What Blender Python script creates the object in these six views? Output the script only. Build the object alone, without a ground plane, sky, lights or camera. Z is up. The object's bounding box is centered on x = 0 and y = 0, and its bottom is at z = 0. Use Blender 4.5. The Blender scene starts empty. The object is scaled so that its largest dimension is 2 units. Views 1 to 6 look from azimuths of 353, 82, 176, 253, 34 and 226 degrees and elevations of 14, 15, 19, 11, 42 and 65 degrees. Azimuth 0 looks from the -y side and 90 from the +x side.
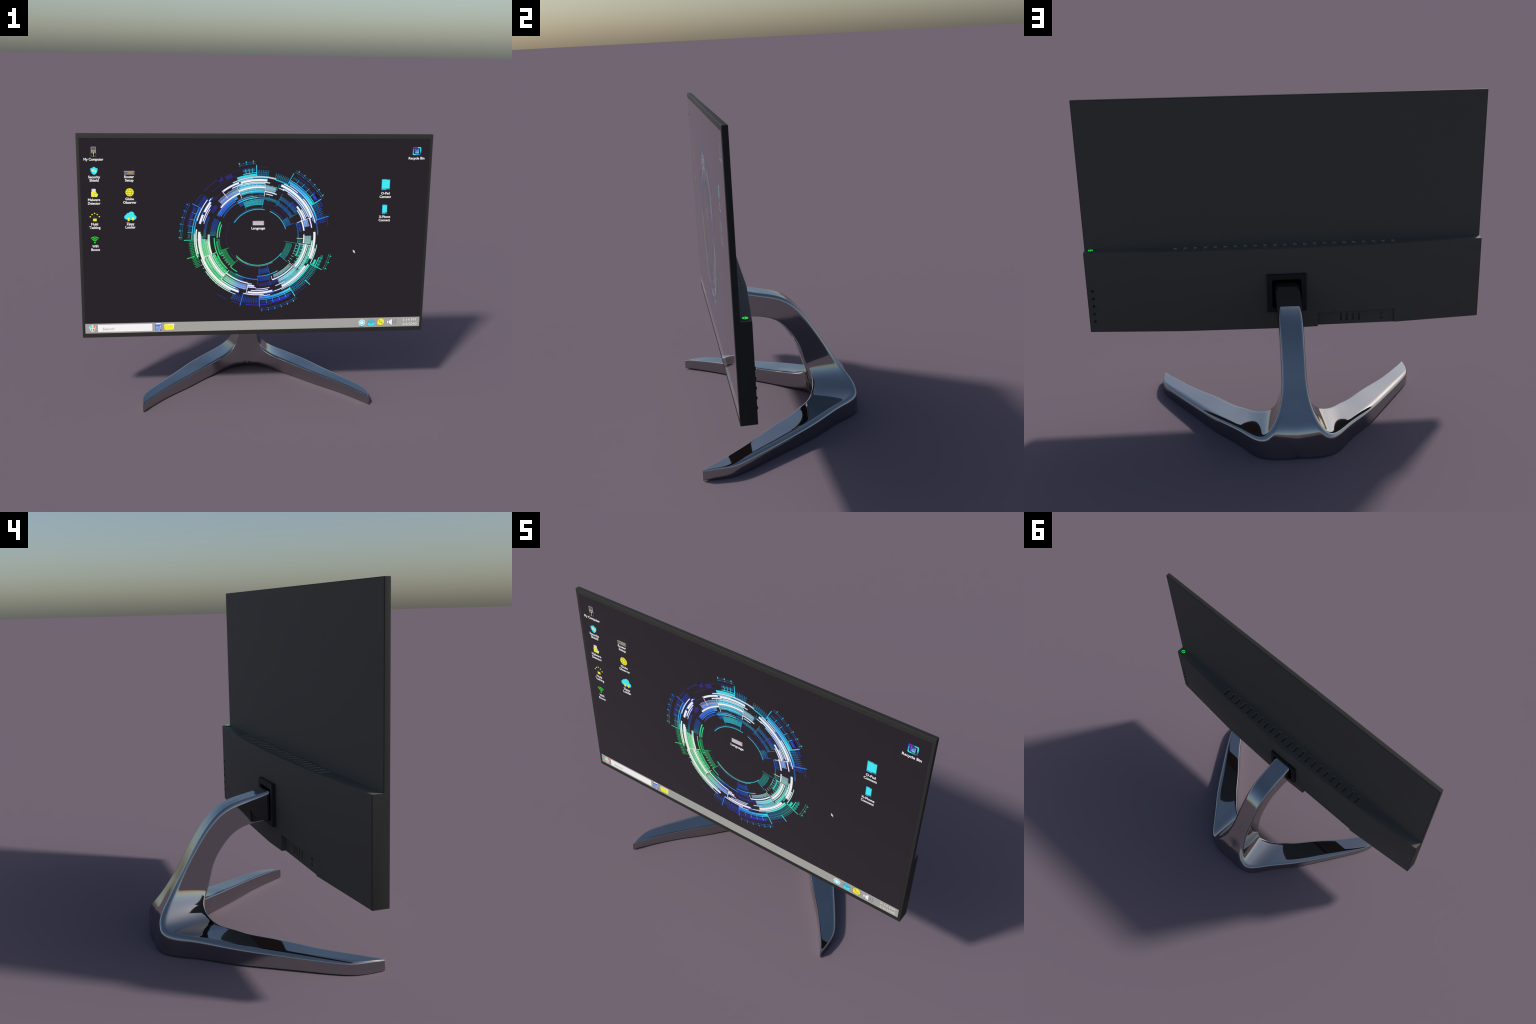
# A desktop computer monitor: thin dark casing, glossy lit desktop screen,
# chrome V-shaped stand that flows into one curved support arm.
import bpy, bmesh, math, random
import numpy as np
from mathutils import Vector, Matrix

random.seed(7)

# ----------------------------------------------------------------- helpers
def lin(r, g, b):
    """sRGB 0-255 to linear rgba"""
    f = lambda c: (c / 12.92) if c <= 0.04045 else ((c + 0.055) / 1.055) ** 2.4
    return (f(r / 255), f(g / 255), f(b / 255), 1.0)


def material(name):
    m = bpy.data.materials.new(name)
    m.use_nodes = True
    nt = m.node_tree
    return m, nt, nt.nodes["Principled BSDF"]


def link(obj, parent=None):
    bpy.context.scene.collection.objects.link(obj)
    if parent is not None:
        obj.parent = parent
    return obj


def mesh_object(name, bm, mats, parent, smooth=False, sharp=None):
    me = bpy.data.meshes.new(name)
    bm.to_mesh(me)
    bm.free()
    for m in (mats if isinstance(mats, (list, tuple)) else [mats]):
        me.materials.append(m)
    if smooth:
        me.shade_smooth()
        if sharp is not None:
            me.set_sharp_from_angle(angle=math.radians(sharp))
    return link(bpy.data.objects.new(name, me), parent)


def apply_modifiers(obj):
    dg = bpy.context.evaluated_depsgraph_get()
    me = bpy.data.meshes.new_from_object(obj.evaluated_get(dg))
    old = obj.data
    obj.modifiers.clear()
    obj.data = me
    bpy.data.meshes.remove(old)
    me.name = obj.name


def box_bm(bm, x0, x1, y0, y1, z0, z1):
    v = [bm.verts.new((x, y, z)) for x in (x0, x1) for y in (y0, y1) for z in (z0, z1)]
    for f in ((0, 1, 3, 2), (4, 6, 7, 5), (0, 4, 5, 1), (2, 3, 7, 6), (0, 2, 6, 4), (1, 5, 7, 3)):
        bm.faces.new([v[i] for i in f])


def cylinder_bm(bm, centre, axis, r, depth, n=32):
    rot = Vector((0, 0, 1)).rotation_difference(Vector(axis)).to_matrix().to_4x4()
    bmesh.ops.create_cone(bm, cap_ends=True, segments=n, radius1=r, radius2=r, depth=depth,
                          matrix=Matrix.Translation(centre) @ rot)


# --------------------------------------------------------------- materials
def grainy_plastic(name, colour, rough, grain=0.10, scale=900.0, bump=0.05, spec=0.5):
    m, nt, p = material(name)
    tc = nt.nodes.new("ShaderNodeTexCoord")
    nz = nt.nodes.new("ShaderNodeTexNoise")
    nz.inputs["Scale"].default_value = scale
    nz.inputs["Detail"].default_value = 3
    nt.links.new(tc.outputs["Object"], nz.inputs["Vector"])
    ramp = nt.nodes.new("ShaderNodeValToRGB")
    a, b = 1 - grain, 1 + grain
    ramp.color_ramp.elements[0].position = 0.3
    ramp.color_ramp.elements[1].position = 0.7
    ramp.color_ramp.elements[0].color = (colour[0] * a, colour[1] * a, colour[2] * a, 1)
    ramp.color_ramp.elements[1].color = (colour[0] * b, colour[1] * b, colour[2] * b, 1)
    nt.links.new(nz.outputs["Fac"], ramp.inputs["Fac"])
    nt.links.new(ramp.outputs["Color"], p.inputs["Base Color"])
    bp = nt.nodes.new("ShaderNodeBump")
    bp.inputs["Strength"].default_value = bump
    bp.inputs["Distance"].default_value = 0.0005
    nt.links.new(nz.outputs["Fac"], bp.inputs["Height"])
    nt.links.new(bp.outputs["Normal"], p.inputs["Normal"])
    p.inputs["Roughness"].default_value = rough
    p.inputs["Specular IOR Level"].default_value = spec
    return m


FRAME = grainy_plastic("frame_plastic", (0.0280, 0.0281, 0.0264), 0.6, spec=0.12)
CASING = grainy_plastic("cover_plastic_lightened", (0.0940, 0.0860, 0.0740), 0.6, spec=0.15)  # same casing as FRAME, base colour lightened and warmed to brighten the shaded back
LEDGE = grainy_plastic("ledge_plastic_lightened", (0.130, 0.116, 0.097), 0.6, spec=0.15)  # cover colour raised again to cancel the panel's shadow on the ledge
BLACK = grainy_plastic("black_plastic", (0.0200, 0.0195, 0.0175), 0.6, spec=0.2)
KNOB = grainy_plastic("black_rubber", (0.004, 0.0045, 0.006), 0.5)
VENT = grainy_plastic("vent_wall_lightened", (0.45, 0.37, 0.27), 0.7, grain=0.35, scale=260)  # pale brown painted in to offset the darkness inside the slots

CHROME, _nt, _p = material("dark_chrome")
_p.inputs["Base Color"].default_value = (0.40, 0.40, 0.40, 1)
_p.inputs["Metallic"].default_value = 1.0
_p.inputs["Roughness"].default_value = 0.04


def glow_green():
    m, nt, p = material("green_light")
    p.inputs["Base Color"].default_value = lin(20, 190, 50)
    p.inputs["Emission Color"].default_value = (0.015, 0.62, 0.06, 1)
    p.inputs["Emission Strength"].default_value = 1.0
    return m


GREEN_LIGHT = glow_green()


def glass_finish(p):
    p.inputs["Roughness"].default_value = 0.06
    p.inputs["IOR"].default_value = 1.5
    p.inputs["Coat Weight"].default_value = 1.0
    p.inputs["Coat Roughness"].default_value = 0.02
    p.inputs["Coat IOR"].default_value = 1.5


_cache = {}


def screen_colour(r, g, b, k=1.0):
    """a pixel colour seen through the glossy front of the screen"""
    key = (r, g, b)
    if key not in _cache:
        m, nt, p = material("screen_%02x%02x%02x" % key)
        p.inputs["Base Color"].default_value = lin(r, g, b)
        glass_finish(p)
        _cache[key] = m
    return _cache[key]


RING_C = (0.0057, 0.9856)          # centre of the ring graphic (x, z)
# hue of the ring against its angle in degrees (0 = right, counter-clockwise)
RING_HUES = [
    (0, (30, 150, 160)), (14, (36, 130, 245)), (24, (38, 190, 255)), (31, (42, 240, 252)), (46, (40, 180, 255)), (70, (40, 185, 225)),
    (92, (45, 225, 245)), (110, (50, 235, 255)), (124, (30, 140, 255)), (148, (25, 120, 255)), (158, (32, 150, 255)),
    (170, (38, 175, 245)), (178, (40, 220, 205)), (188, (35, 240, 130)), (228, (40, 235, 140)), (240, (45, 215, 200)), (250, (40, 140, 250)),
    (272, (35, 130, 255)), (290, (40, 180, 255)), (306, (60, 250, 255)), (334, (40, 230, 205)), (352, (40, 200, 190)),
]


def ring_material(name, gain, toward_white=0.0, deepen=0.0):
    m, nt, p = material(name)
    tc = nt.nodes.new("ShaderNodeTexCoord")
    sep = nt.nodes.new("ShaderNodeSeparateXYZ")
    nt.links.new(tc.outputs["Object"], sep.inputs[0])

    def math_node(op, a, b=None):
        n = nt.nodes.new("ShaderNodeMath")
        n.operation = op
        for i, s in enumerate((a, b)):
            if s is None:
                continue
            if isinstance(s, (int, float)):
                n.inputs[i].default_value = s
            else:
                nt.links.new(s, n.inputs[i])
        return n.outputs[0]

    ang = math_node("ARCTAN2", math_node("SUBTRACT", sep.outputs["Z"], RING_C[1]),
                    math_node("SUBTRACT", sep.outputs["X"], RING_C[0]))
    fac = math_node("FRACT", math_node("ADD", math_node("DIVIDE", ang, 2 * math.pi), 1.0))
    ramp = nt.nodes.new("ShaderNodeValToRGB")
    els = ramp.color_ramp.elements
    stops = RING_HUES + [(360, RING_HUES[0][1])]
    for i, (deg, c) in enumerate(stops):
        e = els[i] if i < 2 else els.new(1.0)
        e.position = deg / 360.0
        col = [v * gain for v in lin(*c)[:3]]
        if deepen:                                   # blues go deeper, greens stay
            col[1] *= (1 - deepen) if c[2] > 235 else 1.0
            col[0] *= (1 - deepen)
        e.color = [v + (0.93 - v) * toward_white for v in col] + [1]
    nt.links.new(fac, ramp.inputs["Fac"])
    nt.links.new(ramp.outputs["Color"], p.inputs["Base Color"])
    glass_finish(p)
    return m


WHITE = screen_colour(255, 255, 255)
RING_BRIGHT = ring_material("ring_bright", 1.0)
RING_PALE = ring_material("ring_pale", 1.0, toward_white=0.45)
RING_FILL = ring_material("ring_fill", 0.42, toward_white=0.06)
RING_MID = ring_material("ring_mid", 0.55, deepen=0.48)
RING_LOW = ring_material("ring_low", 0.17, deepen=0.45)
RING_FAINT = ring_material("ring_faint", 0.05, deepen=0.3)
SCREEN_BLACK = screen_colour(26, 24, 27)

# ---------------------------------------------------------------- the thing
monitor = link(bpy.data.objects.new("computer_monitor", None))
monitor["label"] = "dark widescreen computer monitor on a chrome V-shaped stand"
monitor["category"] = "computer monitor"

# ------------------------------------------------------------------- casing
FRONT, BACK = -0.2725, -0.2472
ZB, ZT, ZL = 0.4055, 1.5730, 0.8320
PLAN = [(1.0, -0.2022), (0.53, -0.1625), (0.0, -0.1460), (-0.53, -0.1625), (-1.0, -0.2022)]


def back_y(x):
    a = abs(x)
    return -0.1460 - 0.0311 * a if a < 0.53 else -0.1625 - (a - 0.53) * 0.084


def build_casing():
    bm = bmesh.new()
    V = lambda x, y, z: bm.verts.new((x, y, z))
    f = {(s, z): V(s, FRONT, z) for s in (-1, 1) for z in (ZB, ZT)}
    bt = {s: V(s, BACK, ZT) for s in (-1, 1)}
    bl = {s: V(s, BACK, ZL) for s in (-1, 1)}
    top = [V(x, y, ZL) for x, y in PLAN]
    bot = [V(x, y, ZB) for x, y in PLAN]
    N = bm.faces.new
    N([f[-1, ZB], f[1, ZB], f[1, ZT], f[-1, ZT]])
    N([f[-1, ZT], f[1, ZT], bt[1], bt[-1]])
    N([bt[-1], bt[1], bl[1], bl[-1]])
    N([bl[-1], bl[1]] + top)
    for i in range(4):
        N([top[i + 1], top[i], bot[i], bot[i + 1]])
    N([f[1, ZB], bot[0], top[0], bl[1], bt[1], f[1, ZT]])
    N([f[-1, ZT], bt[-1], bl[-1], top[4], bot[4], f[-1, ZB]])
    N([f[1, ZB], f[-1, ZB]] + bot[::-1])
    bmesh.ops.recalc_face_normals(bm, faces=bm.faces)
    obj = mesh_object("rear_cover", bm, [CASING, BLACK, VENT, FRAME, LEDGE], monitor)
    bv = obj.modifiers.new("edges", "BEVEL")
    bv.width, bv.segments, bv.limit_method, bv.angle_limit = 0.0032, 3, "ANGLE", math.radians(30)

    # recess for the connectors, the connector openings, and the vent slots
    cut = bmesh.new()
    box_bm(cut, -0.5525, -0.157, -0.172, -0.05, 0.38, 0.482)
    cutter = mesh_object("cut_recess", cut, CASING, None)
    cut = bmesh.new()
    for x in (-0.2785, -0.3085, -0.3405, -0.3715):
        box_bm(cut, x - 0.0055, x + 0.0055, -0.180, -0.165, 0.4245, 0.4625)
    for z in (0.4575, 0.4335):
        cylinder_bm(cut, (-0.4875, -0.168, z), (0, 1, 0), 0.0085, 0.018)
    cutter2 = mesh_object("cut_ports", cut, CASING, None)
    cut = bmesh.new()
    for i in range(23):
        x = 0.5475 - i * 0.04977
        box_bm(cut, x - 0.0085, x + 0.0085, -0.229, -0.178, ZL - 0.034, ZL + 0.02)
    cutter3 = mesh_object("cut_vents", cut, VENT, None)
    cut = bmesh.new()
    box_bm(cut, -0.0735, 0.0735, -0.195, -0.10, 0.5235, 0.6755)
    cutter4 = mesh_object("cut_mount", cut, BLACK, None)
    for c in (cutter, cutter2, cutter3, cutter4):
        b = obj.modifiers.new("cut", "BOOLEAN")
        b.operation, b.object, b.solver = "DIFFERENCE", c, "EXACT"
        b.material_mode = "TRANSFER"
    apply_modifiers(obj)
    for c in (cutter, cutter2, cutter3, cutter4):
        me = c.data
        bpy.data.objects.remove(c)
        bpy.data.meshes.remove(me)
    # front frame (bezel, sides, top) split from rear cover, which has the shade-lightened colour
    bm = bmesh.new()
    bm.from_mesh(obj.data)
    bm.normal_update()
    for f in bm.faces:
        c = f.calc_center_median()
        outside = abs(c.x) > 0.9965 or c.y < BACK - 0.0035 or c.z > ZT - 0.0035
        if outside and f.material_index == 0:
            f.material_index = 3
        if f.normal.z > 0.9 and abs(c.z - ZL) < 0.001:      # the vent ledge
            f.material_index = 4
    frame_bm = bm.copy()
    bmesh.ops.delete(bm, geom=[f for f in bm.faces if f.material_index == 3], context="FACES")
    bmesh.ops.delete(frame_bm, geom=[f for f in frame_bm.faces if f.material_index != 3], context="FACES")
    bm.to_mesh(obj.data)
    bm.free()
    for f in frame_bm.faces:
        f.material_index = 0
    frame = mesh_object("front_frame", frame_bm, FRAME, monitor, smooth=True, sharp=20)
    obj.data.shade_smooth()
    obj.data.set_sharp_from_angle(angle=math.radians(20))
    return obj, frame


casing, front_frame = build_casing()

# five small push buttons on the back, one under the other
button_mesh = None
for z in (0.630, 0.5886, 0.5473, 0.506, 0.4645):
    if button_mesh is None:
        bm = bmesh.new()
        cylinder_bm(bm, (0, 0, 0), (0, 1, 0), 0.0068, 0.012, 24)
        es = [e for e in bm.edges if len(e.link_faces) == 2 and e.calc_face_angle() > 1]
        bmesh.ops.bevel(bm, geom=es, offset=0.0015, segments=2, affect="EDGES")
        o = mesh_object("control_button", bm, KNOB, casing, smooth=True, sharp=35)
        button_mesh = o.data
    else:
        o = link(bpy.data.objects.new("control_button", button_mesh), casing)
    o.location = (0.9713, -0.2021, z)

# power button with a glowing symbol on the ledge
bm = bmesh.new()
cylinder_bm(bm, (0.966, -0.2243, ZL + 0.001), (0, 0, 1), 0.0145, 0.006, 40)
es = [e for e in bm.edges if len(e.link_faces) == 2 and e.calc_face_angle() > 1]
bmesh.ops.bevel(bm, geom=es, offset=0.001, segments=2, affect="EDGES")
power_button = mesh_object("power_button", bm, KNOB, monitor, smooth=True, sharp=35)


def power_symbol():
    bm = bmesh.new()
    z0, z1 = ZL + 0.0035, ZL + 0.0055
    cx, cy, ro, ri = 0.966, -0.2243, 0.0124, 0.0084
    n = 36
    a0, a1 = math.radians(90 + 42), math.radians(450 - 42)
    ring = []
    for i in range(n + 1):
        a = a0 + (a1 - a0) * i / n
        c, s = math.cos(a), math.sin(a)
        ring.append([bm.verts.new((cx + r * c, cy + r * s, z)) for r, z in ((ri, z0), (ro, z0), (ro, z1), (ri, z1))])
    for a, b in zip(ring, ring[1:]):
        for k in range(4):
            bm.faces.new((a[k], b[k], b[(k + 1) % 4], a[(k + 1) % 4]))
    bm.faces.new(ring[0])
    bm.faces.new(ring[-1][::-1])
    box_bm(bm, cx - 0.0022, cx + 0.0022, cy - 0.0015, cy + 0.0118, z0, z1)
    bmesh.ops.recalc_face_normals(bm, faces=bm.faces)
    return mesh_object("power_symbol", bm, GREEN_LIGHT, power_button)


power_symbol()

# -------------------------------------------------------------- mount plate
def rounded_rect(x0, x1, z0, z1, r, n=6):
    pts = []
    for cx, cz, a in ((x1 - r, z1 - r, 0), (x0 + r, z1 - r, 90), (x0 + r, z0 + r, 180), (x1 - r, z0 + r, 270)):
        for i in range(n + 1):
            t = math.radians(a + 90 * i / n)
            pts.append((cx + r * math.cos(t), cz + r * math.sin(t)))
    return pts


def mount():
    """square frame: outer wall, stepped rim, then a pocket that takes the arm"""
    n = 6
    loops = [  # x half width, z0, z1, corner radius, y
        (0.0990, 0.5030, 0.7020, 0.004, -0.1600),
        (0.0990, 0.5030, 0.7020, 0.004, -0.1325),
        (0.0978, 0.5042, 0.7008, 0.005, -0.1310),
        (0.0905, 0.5110, 0.6940, 0.006, -0.1310),
        (0.0900, 0.5115, 0.6935, 0.006, -0.1316),
        (0.0845, 0.5165, 0.6885, 0.007, -0.1316),
        (0.0840, 0.5170, 0.6880, 0.007, -0.1310),
        (0.0745, 0.5225, 0.6770, 0.010, -0.1310),
        (0.0735, 0.5235, 0.6755, 0.010, -0.1318),
        (0.0735, 0.5235, 0.6755, 0.010, -0.1600),
    ]
    bm = bmesh.new()
    rings = []
    for hx, z0, z1, r, y in loops:
        rings.append([bm.verts.new((x, y, z)) for x, z in rounded_rect(-hx, hx, z0, z1, r, n)])
    for a, b in zip(rings, rings[1:]):
        m = len(a)
        for i in range(m):
            bm.faces.new((a[i], a[(i + 1) % m], b[(i + 1) % m], b[i]))
    bmesh.ops.recalc_face_normals(bm, faces=bm.faces)
    return mesh_object("mount_plate", bm, BLACK, monitor, smooth=True, sharp=30)


mount()

# -------------------------------------------------------------------- stand
# Right half of the stand as stations from the top of the arm to a leg tip.
#   I  crisp inner edge    O  rounded outer edge
#   F  front middle line, then the inner outline of the base on the ground
#   G  back middle line,  then the outer outline of the base on the ground
STATIONS = [
    # I                        O                        F                       G
    ((.0610, -.150, .5350), (.0610, -.150, .6690), (0, -.150, .5350), (0, -.150, .6690)),
    ((.0610, -.090, .5285), (.0610, -.086, .6505), (0, -.090, .5285), (0, -.086, .6505)),
    ((.0600, -.033, .5190), (.0605, -.020, .6350), (0, -.033, .5190), (0, -.020, .6350)),
    ((.0585, .013, .5030), (.0600, .050, .6150), (0, .009, .4980), (0, .050, .6150)),
    ((.0570, .052, .4770), (.0595, .105, .5830), (0, .0454, .4695), (0, .105, .5830)),
    ((.0560, .095, .4280), (.0590, .158, .5280), (0, .0840, .4195), (0, .158, .5280)),
    ((.0545, .133, .3660), (.0590, .208, .4570), (0, .1200, .3610), (0, .208, .4570)),
    ((.0535, .153, .3020), (.0600, .260, .3700), (0, .1425, .2985), (0, .260, .3700)),
    ((.0560, .170, .2400), (.0630, .305, .2930), (0, .1610, .2400), (0, .305, .2930)),
    ((.0640, .185, .2050), (.0720, .338, .2400), (0, .1785, .1900), (0, .338, .2400)),
    ((.0800, .195, .1640), (.0895, .372, .1870), (0, .1910, .1400), (0, .376, .1800)),
    ((.0970, .193, .1420), (.1115, .398, .1490), (0, .1985, .0950), (0, .402, .1380)),
    ((.1080, .189, .1300), (.1265, .410, .1275), (0, .2020, .0300), (0, .415, .0950)),
    ((.1210, .182, .1200), (.1415, .4145, .1125), (.042, .2012, .0285), (0, .419, .0000)),
    ((.1480, .167, .1050), (.1590, .4125, .1015), (.104, .191, .0190), (.118, .4188, 0)),
    ((.1730, .150, .0970), (.1790, .396, .0950), (.160, .162, .0085), (.178, .396, 0)),
    ((.2290, .095, .0880), (.2575, .302, .0895), (.228, .100, .003), (.255, .299, 0)),
    ((.2810, .044, .0810), (.3660, .170, .0850), (.284, .046, 0), (.364, .170, 0)),
    ((.3650, -.055, .0760), (.4550, .045, .0770), (.370, -.058, 0), (.453, .045, 0)),
    ((.4780, -.178, .0660), (.5620, -.114, .0690), (.485, -.186, 0), (.560, -.115, 0)),
    ((.5705, -.293, .0590), (.6390, -.238, .0615), (.577, -.300, 0), (.6385, -.238, 0)),
    ((.6190, -.360, .0545), (.6590, -.287, .0580), (.622, -.364, 0), (.6585, -.285, 0)),
    ((.6410, -.392, .0515), (.6645, -.335, .0560), (.643, -.395, 0), (.6645, -.333, 0)),
    ((.6495, -.409, .0500), (.6635, -.385, .0530), (.651, -.409, 0), (.6635, -.385, 0)),
    ((.6550, -.4190, .0470), (.6615, -.4180, .0480), (.6555, -.4190, 0), (.6615, -.4200, 0)),
]
CF, CG = 12, 13          # stations where F and G reach the ground


def spline(t, y):
    """natural cubic spline through (t, y); returns an evaluator"""
    n = len(t)
    h = np.diff(t)
    A = np.zeros((n, n))
    r = np.zeros((n, y.shape[1]))
    A[0, 0] = A[-1, -1] = 1
    for i in range(1, n - 1):
        A[i, i - 1], A[i, i], A[i, i + 1] = h[i - 1], 2 * (h[i - 1] + h[i]), h[i]
        r[i] = 3 * ((y[i + 1] - y[i]) / h[i] - (y[i] - y[i - 1]) / h[i - 1])
    c = np.linalg.solve(A, r)

    def ev(s):
        k = np.clip(np.searchsorted(t, s, side="right") - 1, 0, n - 2)
        d = (s - t[k])[:, None]
        hk = h[k][:, None]
        b = (y[k + 1] - y[k]) / hk - hk * (2 * c[k] + c[k + 1]) / 3
        return y[k] + b * d + c[k] * d ** 2 + (c[k + 1] - c[k]) / (3 * hk) * d ** 3
    return ev


def build_stand():
    I, O, F, G = (np.array([s[k] for s in STATIONS], float) for k in range(4))
    step = np.sqrt((np.linalg.norm(np.diff(I, axis=0), axis=1) ** 2 + np.linalg.norm(np.diff(O, axis=0), axis=1) ** 2) / 2)
    t = np.concatenate([[0], np.cumsum(step)])
    per = [max(4, int(round(d / 0.006))) for d in step]
    s = np.concatenate([np.linspace(t[i], t[i + 1], per[i], endpoint=False) for i in range(len(per))] + [[t[-1]]])
    iF, iG = sum(per[:CF]), sum(per[:CG])

    def pieces(P, c):
        low = np.concatenate([[0], np.cumsum(np.linalg.norm(np.diff(P[:c + 1], axis=0), axis=1))])
        a = spline(low, P[:c + 1])
        own = np.concatenate([[0], np.cumsum(np.linalg.norm(np.diff(P[c:], axis=0), axis=1))])
        b = spline(own, P[c:])
        m = s < t[c]
        out = np.empty((len(s), 3))
        out[m], out[~m] = a(np.interp(s[m], t[:c + 1], low)), b(np.interp(s[~m], t[c:], own))
        return out
    eI, eO = spline(t, I)(s), spline(t, O)(s)
    for P in (eI, eO):                                   # fair the two guide curves
        for _ in range(24):
            P[1:-1] = (P[:-2] + 2 * P[1:-1] + P[2:]) / 4
    eF, eG = pieces(F, CF), pieces(G, CG)
    eF[:iF + 1, 0] = 0
    eG[:iG + 1, 0] = 0
    eG[iG:, 2] = 0

    unit = lambda v: v / np.maximum(np.linalg.norm(v, axis=1, keepdims=True), 1e-9)
    length = lambda v: np.linalg.norm(v, axis=1, keepdims=True)

    def corner(P, A, B, da, db, n):
        """fillet at P between the directions of A and B (quadratic arc)"""
        a = P + unit(A - P) * np.minimum(da, 0.45 * length(A - P))
        b = P + unit(B - P) * np.minimum(db, 0.45 * length(B - P))
        rows = []
        for k in range(n + 1):
            w = k / n
            # conic weight close to a circle
            q0, q1, q2 = (1 - w) ** 2, 2 * w * (1 - w) * 0.75, w ** 2
            rows.append((q0 * a + q1 * P + q2 * b) / (q0 + q1 + q2))
        return rows
    # edge rounding: slimmer on the arm, wider along the legs
    ease = np.clip((s - t[9]) / (t[14] - t[9]), 0, 1)[:, None]
    ease = ease * ease * (3 - 2 * ease)
    tip = np.clip((s - t[19]) / (t[23] - t[19]), 0, 1)[:, None]
    bev_side = 0.018 + 0.012 * ease - 0.018 * tip
    hub = np.interp(s, [t[8], t[12], t[16], t[18]], [0, 1, 1, 0])[:, None]
    bev_back = 0.016 + 0.002 * ease - 0.005 * tip + 0.006 * hub
    eO = eO + np.array([0, 0, 0.006]) * hub
    rollG = 0.006 * np.clip((s - t[CG]) / 0.03, 0, 1)[:, None]
    # the upper inner edge is softened most around the hub
    soft = np.interp(s, [t[7], t[9], t[11], t[15], t[16], t[17], t[18], t[21], t[-1]],
                     [.003, .004, .011, .013, .012, .009, .007, .005, .003])[:, None]
    for _ in range(60):
        soft[1:-1] = (soft[:-2] + 2 * soft[1:-1] + soft[2:]) / 4
    eI = eI + unit(eI - eF) * soft * 0.8
    inner = corner(eI, eF, eO, soft, soft * 1.5, 8)
    outer = corner(eO, eI, eG, bev_side, bev_back, 12)
    # the underside edges roll under
    under_g = corner(eG, outer[-1], eF, rollG, rollG, 4)

    def between(a, b, n):
        return [a + (b - a) * k / n for k in range(1, n)]
    
    # the front of the arm is gently rounded across; the base walls are flat
    power = (2.0 - np.clip((s - t[10]) / (t[14] - t[10]), 0, 1))[:, None]
    front = [eF]
    for k in range(1, 22):
        w = (k / 22) ** 1.7
        P = eF + (inner[0] - eF) * w ** power
        P[:, 0] = eF[:, 0] + (inner[0][:, 0] - eF[:, 0]) * w
        front.append(P)
    # the foot of the front wall rolls under, with a big radius at the hub
    tan = np.gradient(eF, axis=0)
    tan[:, 2] = 0
    nrm = unit(np.stack([-tan[:, 1], tan[:, 0], 0 * tan[:, 0]], axis=1))
    nrm[:iF + 1] = (0, 1, 0)
    for _ in range(80):
        nrm[1:-1] = (nrm[:-2] + 2 * nrm[1:-1] + nrm[2:]) / 4
        nrm[:iF + 1] = (0, 1, 0)
    nrm = unit(nrm)
    R0 = np.interp(s, [t[0], t[13], t[15], t[17], t[-1]], [.022, .022, .018, .009, .006])
    z0 = np.where(np.arange(len(s)) < iF, eF[iF, 2], eF[:, 2])
    for P in front:
        zr = np.clip(P[:, 2] - z0, 0, R0)
        P += nrm * (R0 - np.sqrt(np.maximum(R0 ** 2 - (R0 - zr) ** 2, 0)))[:, None]
    eF = front[0]
    top = between(inner[-1], outer[0], 18)
    rows = front + inner + top + outer + between(outer[-1], under_g[0], 10) + under_g
    R = np.array(rows)                                   # row, station, xyz
    nr, ns = R.shape[:2]
    bm = bmesh.new()
    for side in (1, -1):
        V = [[bm.verts.new((R[j, i, 0] * side, R[j, i, 1], R[j, i, 2])) for i in range(ns)] for j in range(nr)]
        def face(*v):
            v = list(v) if side > 0 else list(v)[::-1]
            try:
                bm.faces.new(v)
            except ValueError:
                pass
        for j in range(nr - 1):
            for i in range(ns - 1):
                face(V[j][i], V[j][i + 1], V[j + 1][i + 1], V[j + 1][i])
        for i in range(iF, ns - 1):                      # underside
            g0, g1 = max(i, iG), max(i + 1, iG)
            if g0 == g1:
                face(V[0][i], V[-1][g0], V[0][i + 1])
            else:
                face(V[0][i], V[-1][g0], V[-1][g1], V[0][i + 1])
        face(*[V[j][ns - 1] for j in range(nr)])          # tip
        face(*[V[j][0] for j in range(nr)][::-1])         # end of the arm
    bmesh.ops.remove_doubles(bm, verts=bm.verts, dist=2e-5)
    bmesh.ops.recalc_face_normals(bm, faces=bm.faces)
    return mesh_object("stand", bm, CHROME, monitor, smooth=True, sharp=38)


stand = build_stand()

# ------------------------------------------------------------------- screen
SX, SZ0, SZ1 = 0.9842, 0.4315, 1.5490
FACE = FRONT - 0.0006
LAYER = 0.00004          # spacing of the printed layers
bm = bmesh.new()
box_bm(bm, -SX, SX, FACE, FRONT + 0.004, SZ0, SZ1)
screen = mesh_object("screen", bm, SCREEN_BLACK, monitor)


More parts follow.
